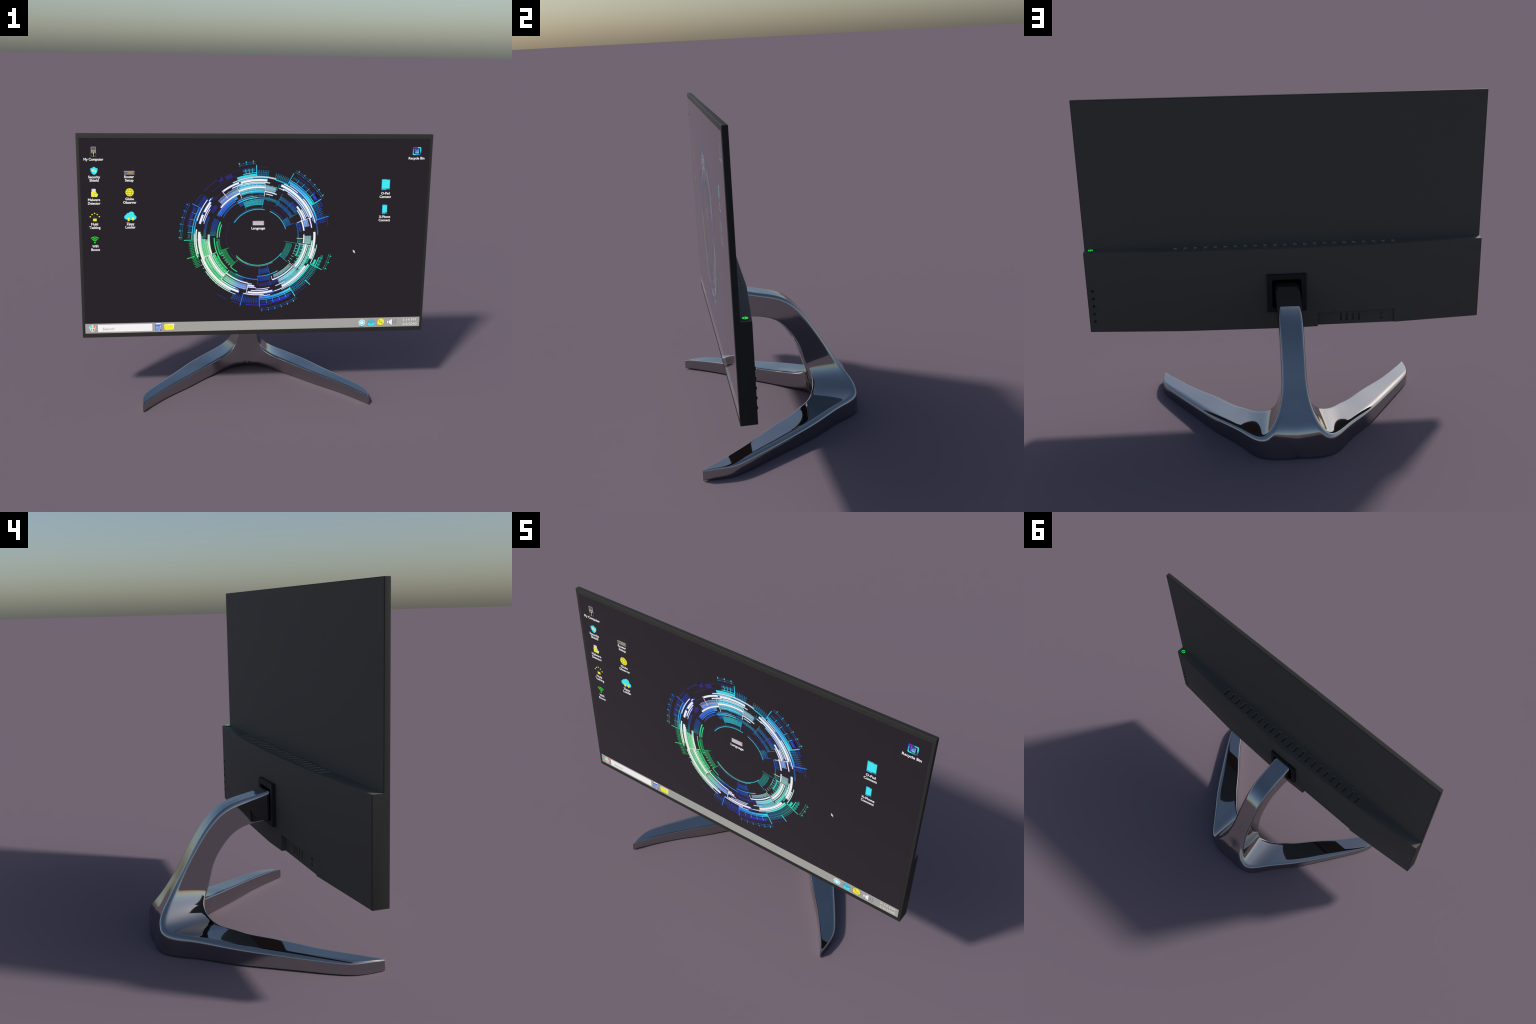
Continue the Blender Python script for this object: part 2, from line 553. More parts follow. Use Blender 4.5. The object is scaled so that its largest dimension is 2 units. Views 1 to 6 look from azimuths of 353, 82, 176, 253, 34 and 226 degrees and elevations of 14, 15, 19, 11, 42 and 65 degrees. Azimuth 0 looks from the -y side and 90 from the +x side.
class Art:
    """flat shapes lit up on the screen, gathered into one part"""

    def __init__(self, name):
        self.name, self.bm, self.mats = name, bmesh.new(), []

    def slot(self, m):
        if m not in self.mats:
            self.mats.append(m)
        return self.mats.index(m)

    def poly(self, pts, m, layer=1):
        y = FACE - LAYER * layer
        area = sum(a[0] * b[1] - b[0] * a[1] for a, b in zip(pts, pts[1:] + pts[:1]))
        if area < 0:
            pts = pts[::-1]
        f = self.bm.faces.new([self.bm.verts.new((x, y, z)) for x, z in pts])
        f.material_index = self.slot(m)

    def rect(self, x0, x1, z0, z1, m, layer=1):
        self.poly([(x0, z0), (x1, z0), (x1, z1), (x0, z1)], m, layer)

    def rrect(self, x0, x1, z0, z1, r, m, layer=1):
        self.poly(rounded_rect(x0, x1, z0, z1, r, 4), m, layer)

    def disc(self, cx, cz, r, m, layer=1, n=32, rz=None):
        rz = rz or r
        self.poly([(cx + r * math.cos(2 * math.pi * i / n), cz + rz * math.sin(2 * math.pi * i / n)) for i in range(n)], m, layer)

    def line(self, a, b, w, m, layer=1):
        d = Vector((b[0] - a[0], b[1] - a[1]))
        n = Vector((-d.y, d.x)).normalized() * w / 2
        self.poly([(a[0] + n.x, a[1] + n.y), (b[0] + n.x, b[1] + n.y), (b[0] - n.x, b[1] - n.y), (a[0] - n.x, a[1] - n.y)], m, layer)

    def arc(self, c, r, w, d0, d1, m, layer=1):
        n = max(2, int(abs(d1 - d0) / 2.0))
        ring = []
        y = FACE - LAYER * layer
        for i in range(n + 1):
            a = math.radians(d0 + (d1 - d0) * i / n)
            ring.append([self.bm.verts.new((c[0] + q * math.cos(a), y, c[1] + q * math.sin(a))) for q in (r - w / 2, r + w / 2)])
        k = self.slot(m)
        for a, b in zip(ring, ring[1:]):
            f = self.bm.faces.new((a[0], a[1], b[1], b[0]))
            f.material_index = k

    def radial(self, c, r0, r1, deg, w, m, layer=1):
        a = math.radians(deg)
        u = (math.cos(a), math.sin(a))
        self.line((c[0] + r0 * u[0], c[1] + r0 * u[1]), (c[0] + r1 * u[0], c[1] + r1 * u[1]), w, m, layer)

    def done(self, parent=None, stuff=False):
        bmesh.ops.recalc_face_normals(self.bm, faces=self.bm.faces)
        for f in self.bm.faces:
            f.normal_update()
            if f.normal.y > 0:
                f.normal_flip()
        o = mesh_object(self.name, self.bm, self.mats, parent or screen)
        if stuff:
            o["kind"] = "stuff"
        return o


def label(name, lines, material_, layer=3, cap=0.0142, bold=0.022, shear=0.0):
    """lines: (text, left, right, baseline)"""
    parts = bmesh.new()
    for text, x0, x1, z in lines:
        cu = bpy.data.curves.new("words", "FONT")
        cu.body = text
        cu.size = 1.0
        cu.offset = bold
        cu.shear = shear
        cu.resolution_u = 3
        ob = link(bpy.data.objects.new("words", cu))
        dg = bpy.context.evaluated_depsgraph_get()
        me = bpy.data.meshes.new_from_object(ob.evaluated_get(dg))
        xs = [v.co.x for v in me.vertices]
        lo, hi = min(xs), max(xs)
        sx, sz = (x1 - x0) / (hi - lo), cap / 0.72
        me.transform(Matrix(((sx, 0, 0, x0 - lo * sx), (0, 0, 1, FACE - LAYER * layer), (0, sz, 0, z), (0, 0, 0, 1))))
        parts.from_mesh(me)
        bpy.data.objects.remove(ob)
        bpy.data.curves.remove(cu)
        bpy.data.meshes.remove(me)
    for f in parts.faces:
        f.normal_update()
        if f.normal.y > 0:
            f.normal_flip()
    o = mesh_object(name, parts, material_, screen)
    return o


# ---- ring graphic: (radius, width, from, to) in metres and degrees
RING_WHITE = [
    (.3348, .0095, 110, 127), (.3305, .0114, 82, 108), (.3473, .0038, 74, 115), (.3212, .0048, 106, 118), (.2898, .0095, 83, 113),
    (.3185, .0044, 79, 105), (.2762, .0079, 113, 141), (.3635, .0044, 143, 164), (.3416, .0114, 143, 154), (.3433, .0114, 157, 166),
    (.3518, .0044, 140, 143), (.3303, .0051, 145, 163), (.3213, .0025, 149, 165), (.3243, .0120, 21, 67), (.3383, .0044, 49, 65),
    (.3366, .0048, 14, 41), (.3100, .0044, 22, 64), (.3055, .0032, 62, 68), (.3012, .0025, 23, 57), (.2817, .0095, 21, 39),
    (.2921, .0044, 22, 33), (.2703, .0038, 22, 35), (.2654, .0076, 8, 22), (.3120, .0057, 10, 21), (.2670, .0051, 68, 83),
    (.2536, .0038, 72, 81), (.3252, .0120, 337, 365), (.2638, .0063, 352, 363), (.2792, .0101, 321, 351), (.2908, .0032, 321, 350),
    (.2694, .0032, 321, 350), (.3131, .0051, 339, 356), (.3432, .0025, 333, 352), (.3351, .0044, 337, 348), (.2657, .0063, 289, 319),
    (.3238, .0114, 296, 328), (.3345, .0038, 287, 331), (.3060, .0032, 290, 301),
]
RING_WHITE_LOW = [
    (.3282, .0101, 260, 285), (.3408, .0044, 256, 276), (.3488, .0032, 272, 282), (.3058, .0032, 268, 283), (.3156, .0038, 263, 281),
    (.2983, .0038, 259, 268), (.2885, .0089, 259, 266), (.2779, .0038, 259, 263), (.3382, .0120, 174, 251), (.3557, .0063, 172, 195),
    (.3648, .0032, 176, 198), (.3492, .0044, 201, 243), (.3582, .0025, 214, 249), (.3302, .0051, 176, 202), (.2973, .0108, 200, 229),
    (.3076, .0032, 200, 228), (.2867, .0038, 200, 229), (.2834, .0063, 184, 200), (.2759, .0057, 229, 258), (.3240, .0038, 229, 247),
]
RING_COLOUR = [
    (.3604, .0108, 92, 110), (.3723, .0038, 92, 104), (.2303, .0051, 91, 121), (.2475, .0048, 122, 150),
    (.3785, .0057, 153, 181), (.3674, .0057, 152, 181), (.3480, .0044, 138, 158),
    (.3613, .0120, 32, 62), (.3730, .0038, 32, 61), (.3437, .0070, 61, 74), (.3501, .0082, 18, 26),
    (.2454, .0057, 333, 350), (.3426, .0070, 302, 331), (.3601, .0120, 272, 302), (.3719, .0038, 272, 302),
    (.2290, .0044, 269, 300), (.2479, .0044, 239, 270), (.3612, .0120, 333, 338), (.3755, .0044, 332, 341), (.2522, .0051, 180, 209),
    (.2335, .0044, 228, 239),
]
RING_SOFT = [
    (.3441, .0070, 2, 18), (.2307, .0057, 351, 381), (.2447, .0044, 82, 91), (.2302, .0032, 65, 91),
    (.3168, .0222, 181, 200), (.2839, .0158, 201, 227), (.2803, .0150, 95, 114), (.2633, .0150, 83, 101), (.2382, .0032, 126, 146),
    (.2388, .0070, 185, 205), (.2236, .0044, 336, 351), (.3217, .0080, 331, 345),
]
RING_DEEP = [   # dark blue patches and outer tracks
    (.4070, .0044, 123, 139), (.3975, .0238, 121, 125), (.3859, .0280, 113, 119), (.4097, .0057, 142, 154), (.4050, .0108, 154, 171),
    (.3723, .0025, 110, 135), (.4030, .0025, 84, 112), (.4071, .0051, 235, 243), (.4059, .0051, 248, 255), (.4102, .0044, 46, 58),
    (.2804, .0190, 271, 293), (.3015, .0190, 142, 151), (.2019, .0019, 34, 82), (.4081, .0057, 9, 19), (.4075, .0044, 302, 315),
    (.2760, .0160, 24, 46), (.1745, .0051, 38, 70), (.1800, .0030, 205, 260), (.1850, .0016, 150, 200), (.3330, .0030, 130, 142),
]
RING_FILLS = [
    (.309, .022, 84, 112), (.276, .018, 84, 112), (.290, .020, 114, 137), (.318, .030, 181, 201), (.302, .020, 184, 200),
    (.319, .016, 202, 230), (.276, .022, 201, 229), (.3035, .006, 200, 229), (.290, .030, 296, 319), (.307, .016, 321, 350),
    (.272, .020, 322, 350), (.288, .020, 70, 82), (.282, .034, 12, 20), (.289, .034, 352, 361), (.302, .030, 231, 257),
    (.312, .010, 24, 62), (.334, .016, 16, 58), (.359, .010, 174, 198), (.262, .016, 118, 150), (.256, .012, 204, 226),
]
RING_THIN_OUTER = [
    (.3440, .0040, 176, 200), (.3500, .0030, 20, 60), (.3520, .0024, 74, 110), (.3390, .0030, 96, 116), (.3250, .0040, 84, 112),
    (.2960, .0040, 84, 112), (.3190, .0036, 200, 214), (.3260, .0040, 230, 250), (.2950, .0040, 183, 200), (.3000, .0030, 322, 350),
    (.3170, .0034, 18, 62), (.2860, .0034, 22, 38), (.3200, .0034, 296, 326), (.3420, .0028, 294, 330), (.3350, .0030, 258, 286),
]
RING_THIN = [   # hairlines that fill the bands between the white strokes
    (.2800, .0018, 83, 113), (.3015, .0020, 83, 113), (.3075, .0020, 84, 112), (.3130, .0022, 83, 109), (.3420, .0020, 82, 110),
    (.2740, .0018, 84, 112), (.2680, .0018, 86, 112), (.3200, .0018, 24, 62), (.3330, .0018, 22, 66), (.3480, .0024, 16, 60),
    (.3530, .0022, 20, 60), (.2960, .0018, 24, 56), (.3250, .0022, 178, 204), (.3200, .0022, 178, 214), (.3120, .0022, 182, 230),
    (.3220, .0020, 202, 240), (.3290, .0022, 204, 246), (.2820, .0020, 188, 229), (.2760, .0020, 200, 229), (.2690, .0020, 200, 229),
    (.3020, .0020, 322, 350), (.3080, .0020, 322, 348), (.2860, .0020, 322, 351), (.2640, .0018, 322, 350), (.3150, .0020, 296, 326),
    (.3100, .0018, 296, 322), (.3300, .0020, 292, 330), (.3320, .0018, 258, 290), (.3240, .0018, 258, 286), (.3630, .0018, 184, 204),
    (.3640, .0020, 272, 302), (.2700, .0016, 228, 258), (.2900, .0020, 230, 258), (.3120, .0020, 230, 258), (.3690, .0018, 153, 176),
    (.1700, .0014, 84, 148), (.2400, .0016, 92, 121), (.2330, .0016, 118, 150), (.2570, .0016, 122, 150), (.1690, .0014, 222, 300),
    (.2860, .0018, 116, 140), (.3080, .0018, 114, 138), (.3560, .0030, 94, 109),
]
RING_VIVID = [(.3973, .0250, 33, 37.5), (.4067, .0057, 26, 40), (.3936, .0170, 282, 298), (.4029, .0051, 260, 282)]
DOTS = [(.440, 153, 181), (.428, 93, 105), (.431, 32, 61), (.431, 333, 346), (.429, 272, 302)]
SCALES = [(.390, 93, 104), (.396, 153, 181), (.393, 33, 61), (.390, 332, 344), (.388, 272, 301)]
GRIDS = [(.367, 82, 91, .041), (.362, 62, 75, .038), (.374, 13, 31, .048), (.382, 183, 206, .032), (.370, 303, 333, .048),
         (.376, 247, 271, .038), (.382, 142, 151, .029)]
FINE = [
    (.299, 113, 137, .035), (.289, 71, 82, .035), (.207, 83, 113, .035), (.264, 118, 151, .019), (.259, 34, 62, .022),
    (.224, 33, 62, .019), (.285, 13, 20, .035), (.287, 352, 361, .035), (.306, 182, 200, .032), (.302, 230, 259, .032),
    (.249, 292, 318, .019), (.290, 295, 319, .029), (.185, 320, 348, .038), (.214, 199, 228, .035), (.203, 271, 288, .029),
    (.263, 156, 177, .032), (.217, 115, 120, .019), (.187, 22, 35, .035), (.250, 333, 350, .022), (.278, 204, 229, .022),
    (.245, 270, 286, .032), (.259, 231, 251, .016), (.246, 8, 20, .016), (.246, 352, 358, .016), (.309, 157, 180, .013),
    (.326, 147, 153, .016), (.327, 203, 227, .016), (.316, 84, 108, .014), (.270, 84, 112, .018), (.318, 202, 229, .016),
    (.274, 202, 229, .020), (.310, 322, 350, .014), (.271, 322, 350, .016), (.312, 297, 325, .014), (.340, 260, 286, .014),
    (.230, 60, 90, .018), (.243, 98, 118, .016), (.300, 296, 320, .012), (.345, 18, 58, .010), (.232, 182, 206, .018),
]
RAYS = [
    (.364, .424, 152.3), (.312, .424, 181.7), (.352, .415, 92.2), (.350, .417, 61.8), (.354, .420, 31.5), (.340, .422, 16.6),
    (.344, .421, 332.3), (.377, .419, 317.2), (.351, .417, 302.0), (.337, .416, 271.7), (.336, .418, 255.9), (.380, .424, 196.4),
    (.170, .229, 113.7), (.167, .227, 83.7), (.206, .284, 61.8), (.287, .325, 69.3), (.207, .282, 46.6), (.206, .266, 31.9),
    (.167, .224, 319.2), (.162, .222, 288.1), (.164, .223, 272.6), (.174, .232, 227.9), (.177, .238, 199.3), (.256, .294, 284.8),
    (.155, .218, 350.7), (.291, .321, 145.1), (.166, .219, 21.7), (.214, .252, 75.5), (.241, .267, 288.7), (.229, .281, 269.5),
]
RAYS_WHITE = [
    (.247, .319, 113.1), (.240, .309, 82.8), (.237, .327, 20.7), (.222, .257, 358.2), (.235, .309, 350.5), (.235, .295, 320.0),
    (.252, .322, 228.8), (.256, .327, 199.6), (.276, .333, 258.6), (.287, .341, 127.8), (.241, .267, 288.7),
]


def ring_graphic():
    C = RING_C
    a = Art("ring_graphic")
    tick = lambda r, n_mm: max(1, int(n_mm))
    for r, w, d0, d1 in RING_DEEP:
        a.arc(C, r, w, d0, d1, DEEP_BLUE if not 190 < (d0 + d1) / 2 < 230 else RING_FAINT, 1)
    for r, w, d0, d1 in RING_VIVID:
        a.arc(C, r, w, d0, d1, VIVID_BLUE, 1)
    for r, w, d0, d1 in RING_SOFT:
        a.arc(C, r, w, d0, d1, RING_MID, 2)
    for r, w, d0, d1 in RING_FILLS:                 # bundles of fine concentric lines
        a.arc(C, r, w, d0, d1, RING_MID if w > 0.02 else RING_LOW, 2.4)
        n = max(2, int(w / 0.0034))
        for k in range(n):
            cut0, cut1 = random.uniform(0, 0.3), random.uniform(0.7, 1)
            span = d1 - d0
            a.arc(C, r - w / 2 + w * (k + 0.5) / n, 0.0019, d0 + span * (cut0 if k % 3 == 1 else 0), d0 + span * (cut1 if k % 3 == 2 else 1),
                  (RING_PALE, RING_BRIGHT, RING_FILL)[k % 3], 2.6)
        for k in range(int(math.radians(d1 - d0) * r / 0.011)):
            a.radial(C, r - w / 2, r + w / 2, d0 + math.degrees(0.011 / r) * (k + 0.5), 0.0014, RING_BRIGHT, 2.8)
    # fine ladders: thin close ticks with two rails
    for i, (r, d0, d1, ln) in enumerate(FINE):
        pitch = (0.0044 if i % 3 else 0.0052) / r
        n = int(math.radians(d1 - d0) / pitch)
        bright = i in (0, 1, 6, 7, 8, 9, 10, 11, 27, 33)
        m = RING_PALE if bright else RING_BRIGHT if i in (2, 28, 29, 30, 31, 32, 3) else RING_MID
        for k in range(n + 1):
            d = d0 + (d1 - d0) * k / n
            far = ln / 2 * (1.0 if k % 5 == 0 else 0.82)
            a.radial(C, r - ln / 2, r + far, d, 0.0018, m, 3)
        for q in ((-0.5, 0.0, 0.35) if ln > 0.025 else (-0.5,)):
            a.arc(C, r + q * ln, 0.0014, d0, d1, m, 3)
    # open grids outside the ring
    for r, d0, d1, ln in GRIDS:
        n = max(3, int(math.radians(d1 - d0) * r / 0.0093))
        for k in range(n + 1):
            d = d0 + (d1 - d0) * k / n
            a.radial(C, r - ln / 2, r + ln / 2, d, 0.0024, RING_MID, 3)
        for q in (-0.1, 0.16):
            a.arc(C, r + q * ln, 0.0022, d0, d1, RING_MID, 3)
    # ruler scales
    for r, d0, d1 in SCALES:
        n = max(4, int((d1 - d0) / 5.0))
        for k in range(n):
            d = d0 + (d1 - d0) * k / n
            if k:
                a.radial(C, r - 0.016, r + 0.008, d, 0.0028, RING_BRIGHT, 3)
            for j in range(1, 6):
                a.radial(C, r - 0.007, r + 0.006, d + (d1 - d0) / n * (j + 0.6) / 7, 0.0014, RING_MID, 3)
    # dotted scales
    for r, d0, d1 in DOTS:
        n = int(math.radians(d1 - d0) * r / 0.0054)
        for k in range(n + 1):
            d = d0 + (d1 - d0) * k / n
            big = k % 7 == 2
            for q in (-0.0048, 0.0048):
                a.radial(C, r + q - 0.0014, r + q + (0.0016 if q < 0 or not big else 0.0082), d,
                         0.0042 if big else 0.0024, RING_BRIGHT if big else RING_MID, 3)
    for r, w, d0, d1 in RING_THIN_OUTER:
        a.arc(C, r, w, d0, d1, RING_PALE, 4.2)
    for i, (r, w, d0, d1) in enumerate(RING_THIN):
        a.arc(C, r, w, d0, d1, RING_PALE if i % 3 == 0 else RING_BRIGHT if i % 3 == 1 else RING_MID, 4.5)
    for r0, r1, d in RAYS:
        outer_ray = r1 > 0.40
        a.radial(C, r0, r1, d, 0.0040 if outer_ray else 0.0022, RING_BRIGHT if outer_ray else RING_MID, 4)
    for r, w, d0, d1 in RING_COLOUR:
        a.arc(C, r, w, d0, d1, RING_BRIGHT, 5)
    # the thin inner circle, broken twice, runs from cyan through teal to green
    for d0, d1, m in ((78, 148, INNER_CYAN), (17, 67, INNER_CYAN), (285, 325, INNER_TEAL), (250, 285, INNER_SEA), (220, 250, INNER_GREEN)):
        a.arc(C, .1634, .0040, d0, d1, m, 5)
    a.arc(C, .2355, .0063, 157, 180, INNER_GREEN, 5)
    a.arc(C, .2232, .0051, 160, 179, INNER_GREEN, 5)
    for r, w, d0, d1 in RING_WHITE + RING_WHITE_LOW:
        # a pale halo, then the white stroke
        a.arc(C, r, w + 0.0034, d0 - 0.4, d1 + 0.4, RING_MID, 5.5)
        a.arc(C, r, w, d0, d1, WHITE, 6)
    a.arc(C, 0.2834, 0.0120, 176, 198, RING_PALE, 5.8)
    for r0, r1, d in RAYS_WHITE:
        a.radial(C, r0, r1, d, 0.0026, WHITE, 6.5)
    # little ticks along the white rings
    for r, d0, d1, step in ((.305, 84, 112, 4.2), (.272, 203, 228, 4.4), (.301, 203, 228, 5.0), (.262, 322, 348, 4.3),
                            (.304, 323, 349, 4.6), (.228, 203, 228, 4.0), (.229, 322, 349, 4.2), (.357, 206, 232, 3.6)):
        d = d0
        while d < d1:
            a.radial(C, r - 0.008, r + 0.008, d, 0.0018, RING_PALE, 6.2)
            d += step
    return a.done(stuff=True)


INNER_CYAN = screen_colour(40, 200, 220)
INNER_TEAL = screen_colour(42, 190, 195)
INNER_SEA = screen_colour(45, 190, 160)
INNER_GREEN = screen_colour(45, 230, 150)
DEEP_BLUE = screen_colour(38, 34, 110)
VIVID_BLUE = screen_colour(38, 32, 190)
ring_graphic()

# ---- colours of the desktop
TASK = screen_colour(167, 169, 164)
CYAN = screen_colour(62, 245, 250)
AZURE = screen_colour(40, 170, 240)
NAVY = screen_colour(38, 78, 130)
YELLOW = screen_colour(252, 248, 40)
GREY = screen_colour(155, 146, 155)
DKGREY = screen_colour(72, 72, 72)
LIME = screen_colour(130, 200, 40)
GREEN = screen_colour(30, 225, 40)
ORANGE = screen_colour(255, 120, 40)
AMBER = screen_colour(255, 215, 30)
RED = screen_colour(230, 60, 70)
BLUE = screen_colour(48, 84, 190)
PALEBLUE = screen_colour(165, 200, 245)
INDIGO = screen_colour(60, 60, 160)
SLATE = screen_colour(92, 92, 125)
SOFTWHITE = screen_colour(238, 232, 235)
MAGENTA = screen_colour(220, 30, 230)
VIOLET = screen_colour(90, 40, 240)

# ---- task bar
a = Art("taskbar")
a.rect(-SX + 0.0002, SX - 0.0002, SZ0 + 0.0002, 0.4897, TASK, 1)
taskbar = a.done()
a = Art("search_box")
a.rrect(-0.9130, -0.6035, 0.4395, 0.4825, 0.002, WHITE, 2)
a.done()
label("search_text", [("Search", -0.8875, -0.8205, 0.4490)], GREY, 3, cap=0.0165, bold=0.0, shear=0.22)
label("clock_text", [("3:14 PM", 0.8819, 0.9635, 0.4652), ("6/6/2040", 0.8823, 0.9680, 0.4392)], SOFTWHITE, 3, cap=0.0165, bold=0.0)


def shield_outline(cx, top, bottom, half):
    h = top - bottom
    right = [(0.0, 0), (0.35, -0.10), (0.72, -0.18), (1.0, -0.21), (0.97, -0.42), (0.80, -0.66), (0.50, -0.86), (0.0, -1.0)]
    pts = [(cx + half * x, top + h * z) for x, z in right]
    return pts + [(cx - half * x, top + h * z) for x, z in right[-2:0:-1]]


def gear_outline(cx, cz, r0, r1, teeth):
    pts = []
    for i in range(teeth):
        for f, r in ((0.0, r0), (0.25, r0), (0.42, r1), (0.58, r1), (0.75, r0)):
            t = 2 * math.pi * (i + f) / teeth
            pts.append((cx + r * math.cos(t), cz + r * math.sin(t)))
    return pts


# start shield
a = Art("desktop_icon")
a.poly(shield_outline(-0.9442, 0.4838, 0.4405, 0.0178), WHITE, 2)
cx = -0.9442
a.poly([(cx - 0.0150, 0.4762), (cx - 0.0015, 0.4808), (cx - 0.0015, 0.4620), (cx - 0.0135, 0.4620)], CYAN, 3)
a.poly([(cx + 0.0015, 0.4808), (cx + 0.0080, 0.4780), (cx + 0.0080, 0.4620), (cx + 0.0015, 0.4620)], AMBER, 3)
a.poly([(cx + 0.0080, 0.4780), (cx + 0.0150, 0.4762), (cx + 0.0138, 0.4620), (cx + 0.0080, 0.4620)], ORANGE, 3)
a.poly([(cx - 0.0128, 0.4590), (cx - 0.0060, 0.4590), (cx - 0.0060, 0.4485), (cx - 0.0095, 0.4520)], AMBER, 3)
a.poly([(cx - 0.0060, 0.4590), (cx - 0.0015, 0.4590), (cx - 0.0015, 0.4435), (cx - 0.0060, 0.4485)], ORANGE, 3)
a.poly([(cx + 0.0015, 0.4590), (cx + 0.0120, 0.4590), (cx + 0.0090, 0.4520), (cx + 0.0015, 0.4435)], AZURE, 3)
a.done()

# calculator
a = Art("desktop_icon")
a.rrect(-0.5860, -0.5522, 0.4375, 0.4886, 0.002, BLUE, 2)
a.rrect(-0.5842, -0.5540, 0.4775, 0.4858, 0.001, WHITE, 3)
for i in range(4):
    for j in range(4):
        x, z = -0.5832 + i * 0.0078, 0.4640 - j * 0.0080
        a.rect(x, x + 0.0060, z, z + 0.0060, RED if (i, j) == (3, 3) else WHITE if (i, j) in ((3, 0), (2, 3)) else PALEBLUE, 3)
a.done()

# folder
a = Art("desktop_icon")
a.poly([(-0.5330, 0.4795), (-0.4768, 0.4800), (-0.4800, 0.4480), (-0.5300, 0.4480)], WHITE, 2)
a.poly([(-0.5371, 0.4735), (-0.5310, 0.4775), (-0.5150, 0.4770), (-0.5110, 0.4750), (-0.4850, 0.4755), (-0.4800, 0.4435), (-0.5320, 0.4425)], YELLOW, 3)
a.done()

# gear
a = Art("desktop_icon")
a.poly(gear_outline(0.6330, 0.4606, 0.0175, 0.0222, 13), WHITE, 2.5)
a.arc((0.6330, 0.4600), 0.0123, 0.0058, 0, 360, CYAN, 3)
a.disc(0.6330, 0.4374, 0.0150, INDIGO, 2, rz=0.0016)
a.done()

# letter
a = Art("desktop_icon")
a.poly([(0.6695, 0.4390), (0.7108, 0.4390), (0.7108, 0.4660), (0.6895, 0.4855), (0.6695, 0.4660)], BLUE, 2)
a.poly([(0.6711, 0.4406), (0.7092, 0.4406), (0.7092, 0.4630), (0.6900, 0.4490), (0.6711, 0.4630)], CYAN, 3)
a.poly([(0.6722, 0.4655), (0.6895, 0.4500), (0.7082, 0.4655), (0.7000, 0.4745), (0.6895, 0.4830), (0.6790, 0.4745)], screen_colour(84, 200, 228), 3)
a.poly([(0.6860, 0.4790), (0.6895, 0.4825), (0.6930, 0.4790)], CYAN, 4)
for z in (0.4690, 0.4650, 0.4610):
    a.rect(0.6830, 0.6965, z, z + 0.0016, screen_colour(40, 120, 190), 4)
a.done()

# phone bubble
a = Art("desktop_icon")
bub = lambda r, d: [(0.7478 + r * math.cos(math.radians(t)), 0.4636 + r * math.sin(math.radians(t))) for t in range(-125, 205, 10)] + [(0.7250 + d, 0.4410 + d)]
a.poly(bub(0.0228, -0.0008), SLATE, 2)
a.poly(bub(0.0212, 0.0026), YELLOW, 3)
for p, q in (((-0.0100, 0.0090), (-0.0070, 0.0020)), ((-0.0070, 0.0020), (-0.0005, -0.0050)), ((-0.0005, -0.0050), (0.0070, -0.0075))):
    a.line((0.7478 + p[0], 0.4636 + p[1]), (0.7478 + q[0], 0.4636 + q[1]), 0.0026, SLATE, 4)
for ex, ez in ((-0.0085, 0.0090), (0.0070, -0.0062)):
    a.disc(0.7478 + ex, 0.4636 + ez, 0.0042, SLATE, 4, 16)
    a.disc(0.7478 + ex, 0.4636 + ez, 0.0026, YELLOW, 5, 16)
a.done()

# loudspeaker
a = Art("desktop_icon")
a.poly([(0.7858, 0.4520), (0.7970, 0.4520), (0.8182, 0.4395), (0.8182, 0.4825), (0.7970, 0.4700), (0.7858, 0.4700)], SLATE, 2)
a.rect(0.7868, 0.7952, 0.4528, 0.4690, WHITE, 3)
a.poly([(0.7985, 0.4528), (0.8165, 0.4415), (0.8165, 0.4800), (0.7985, 0.4692)], WHITE, 3)
for r in (0.0060, 0.0140, 0.0250):
    a.arc((0.8160, 0.4605), r, 0.0024, -58 + r * 600, 58 - r * 600, SLATE, 3)
a.done()

# computer tower
a = Art("desktop_icon")
a.rrect(-0.9204, -0.8930, 0.4700 + 0.978, 1.5014, 0.003, GREY, 2)
a.rect(-0.9168, -0.8958, 1.4915, 1.4975, DKGREY, 3)
a.rect(-0.9168, -0.8958, 1.4845, 1.4900, DKGREY, 3)
a.disc(-0.9068, 1.4620, 0.0122, DKGREY, 3)
a.rect(-0.9196, -0.8936, 1.4484, 1.4640, DKGREY, 3)
a.poly([(-0.9112, 1.4700), (-0.9018, 1.4700), (-0.9040, 1.4640), (-0.9090, 1.4640)], YELLOW, 4)
a.rect(-0.9090, -0.9042, 1.4475, 1.4632, LIME, 4)
a.done()

# shield with cogs
a = Art("desktop_icon")
a.poly(shield_outline(-0.9072, 1.3925, 1.3460, 0.0206), AZURE, 2)
a.poly(shield_outline(-0.9055, 1.3905, 1.3480, 0.0180), CYAN, 3)
a.poly(gear_outline(-0.9120, 1.3715, 0.0062, 0.0084, 7), YELLOW, 4)
a.disc(-0.9120, 1.3715, 0.0026, WHITE, 5, 14)
a.poly(gear_outline(-0.8995, 1.3655, 0.0044, 0.0060, 7), YELLOW, 4)
a.disc(-0.8995, 1.3655, 0.0018, WHITE, 5, 14)
a.done()

# memory stick with a shield
a = Art("desktop_icon")
a.rect(-0.9228, -0.9010, 1.2530, 1.2692, SOFTWHITE, 2)
a.rrect(-0.9262, -0.8972, 1.2245, 1.2540, 0.003, YELLOW, 3)
a.poly(shield_outline(-0.8998, 1.2475, 1.2215, 0.0118), AZURE, 4)
a.poly(shield_outline(-0.8996, 1.2450, 1.2235, 0.0096), YELLOW, 5)
a.done()

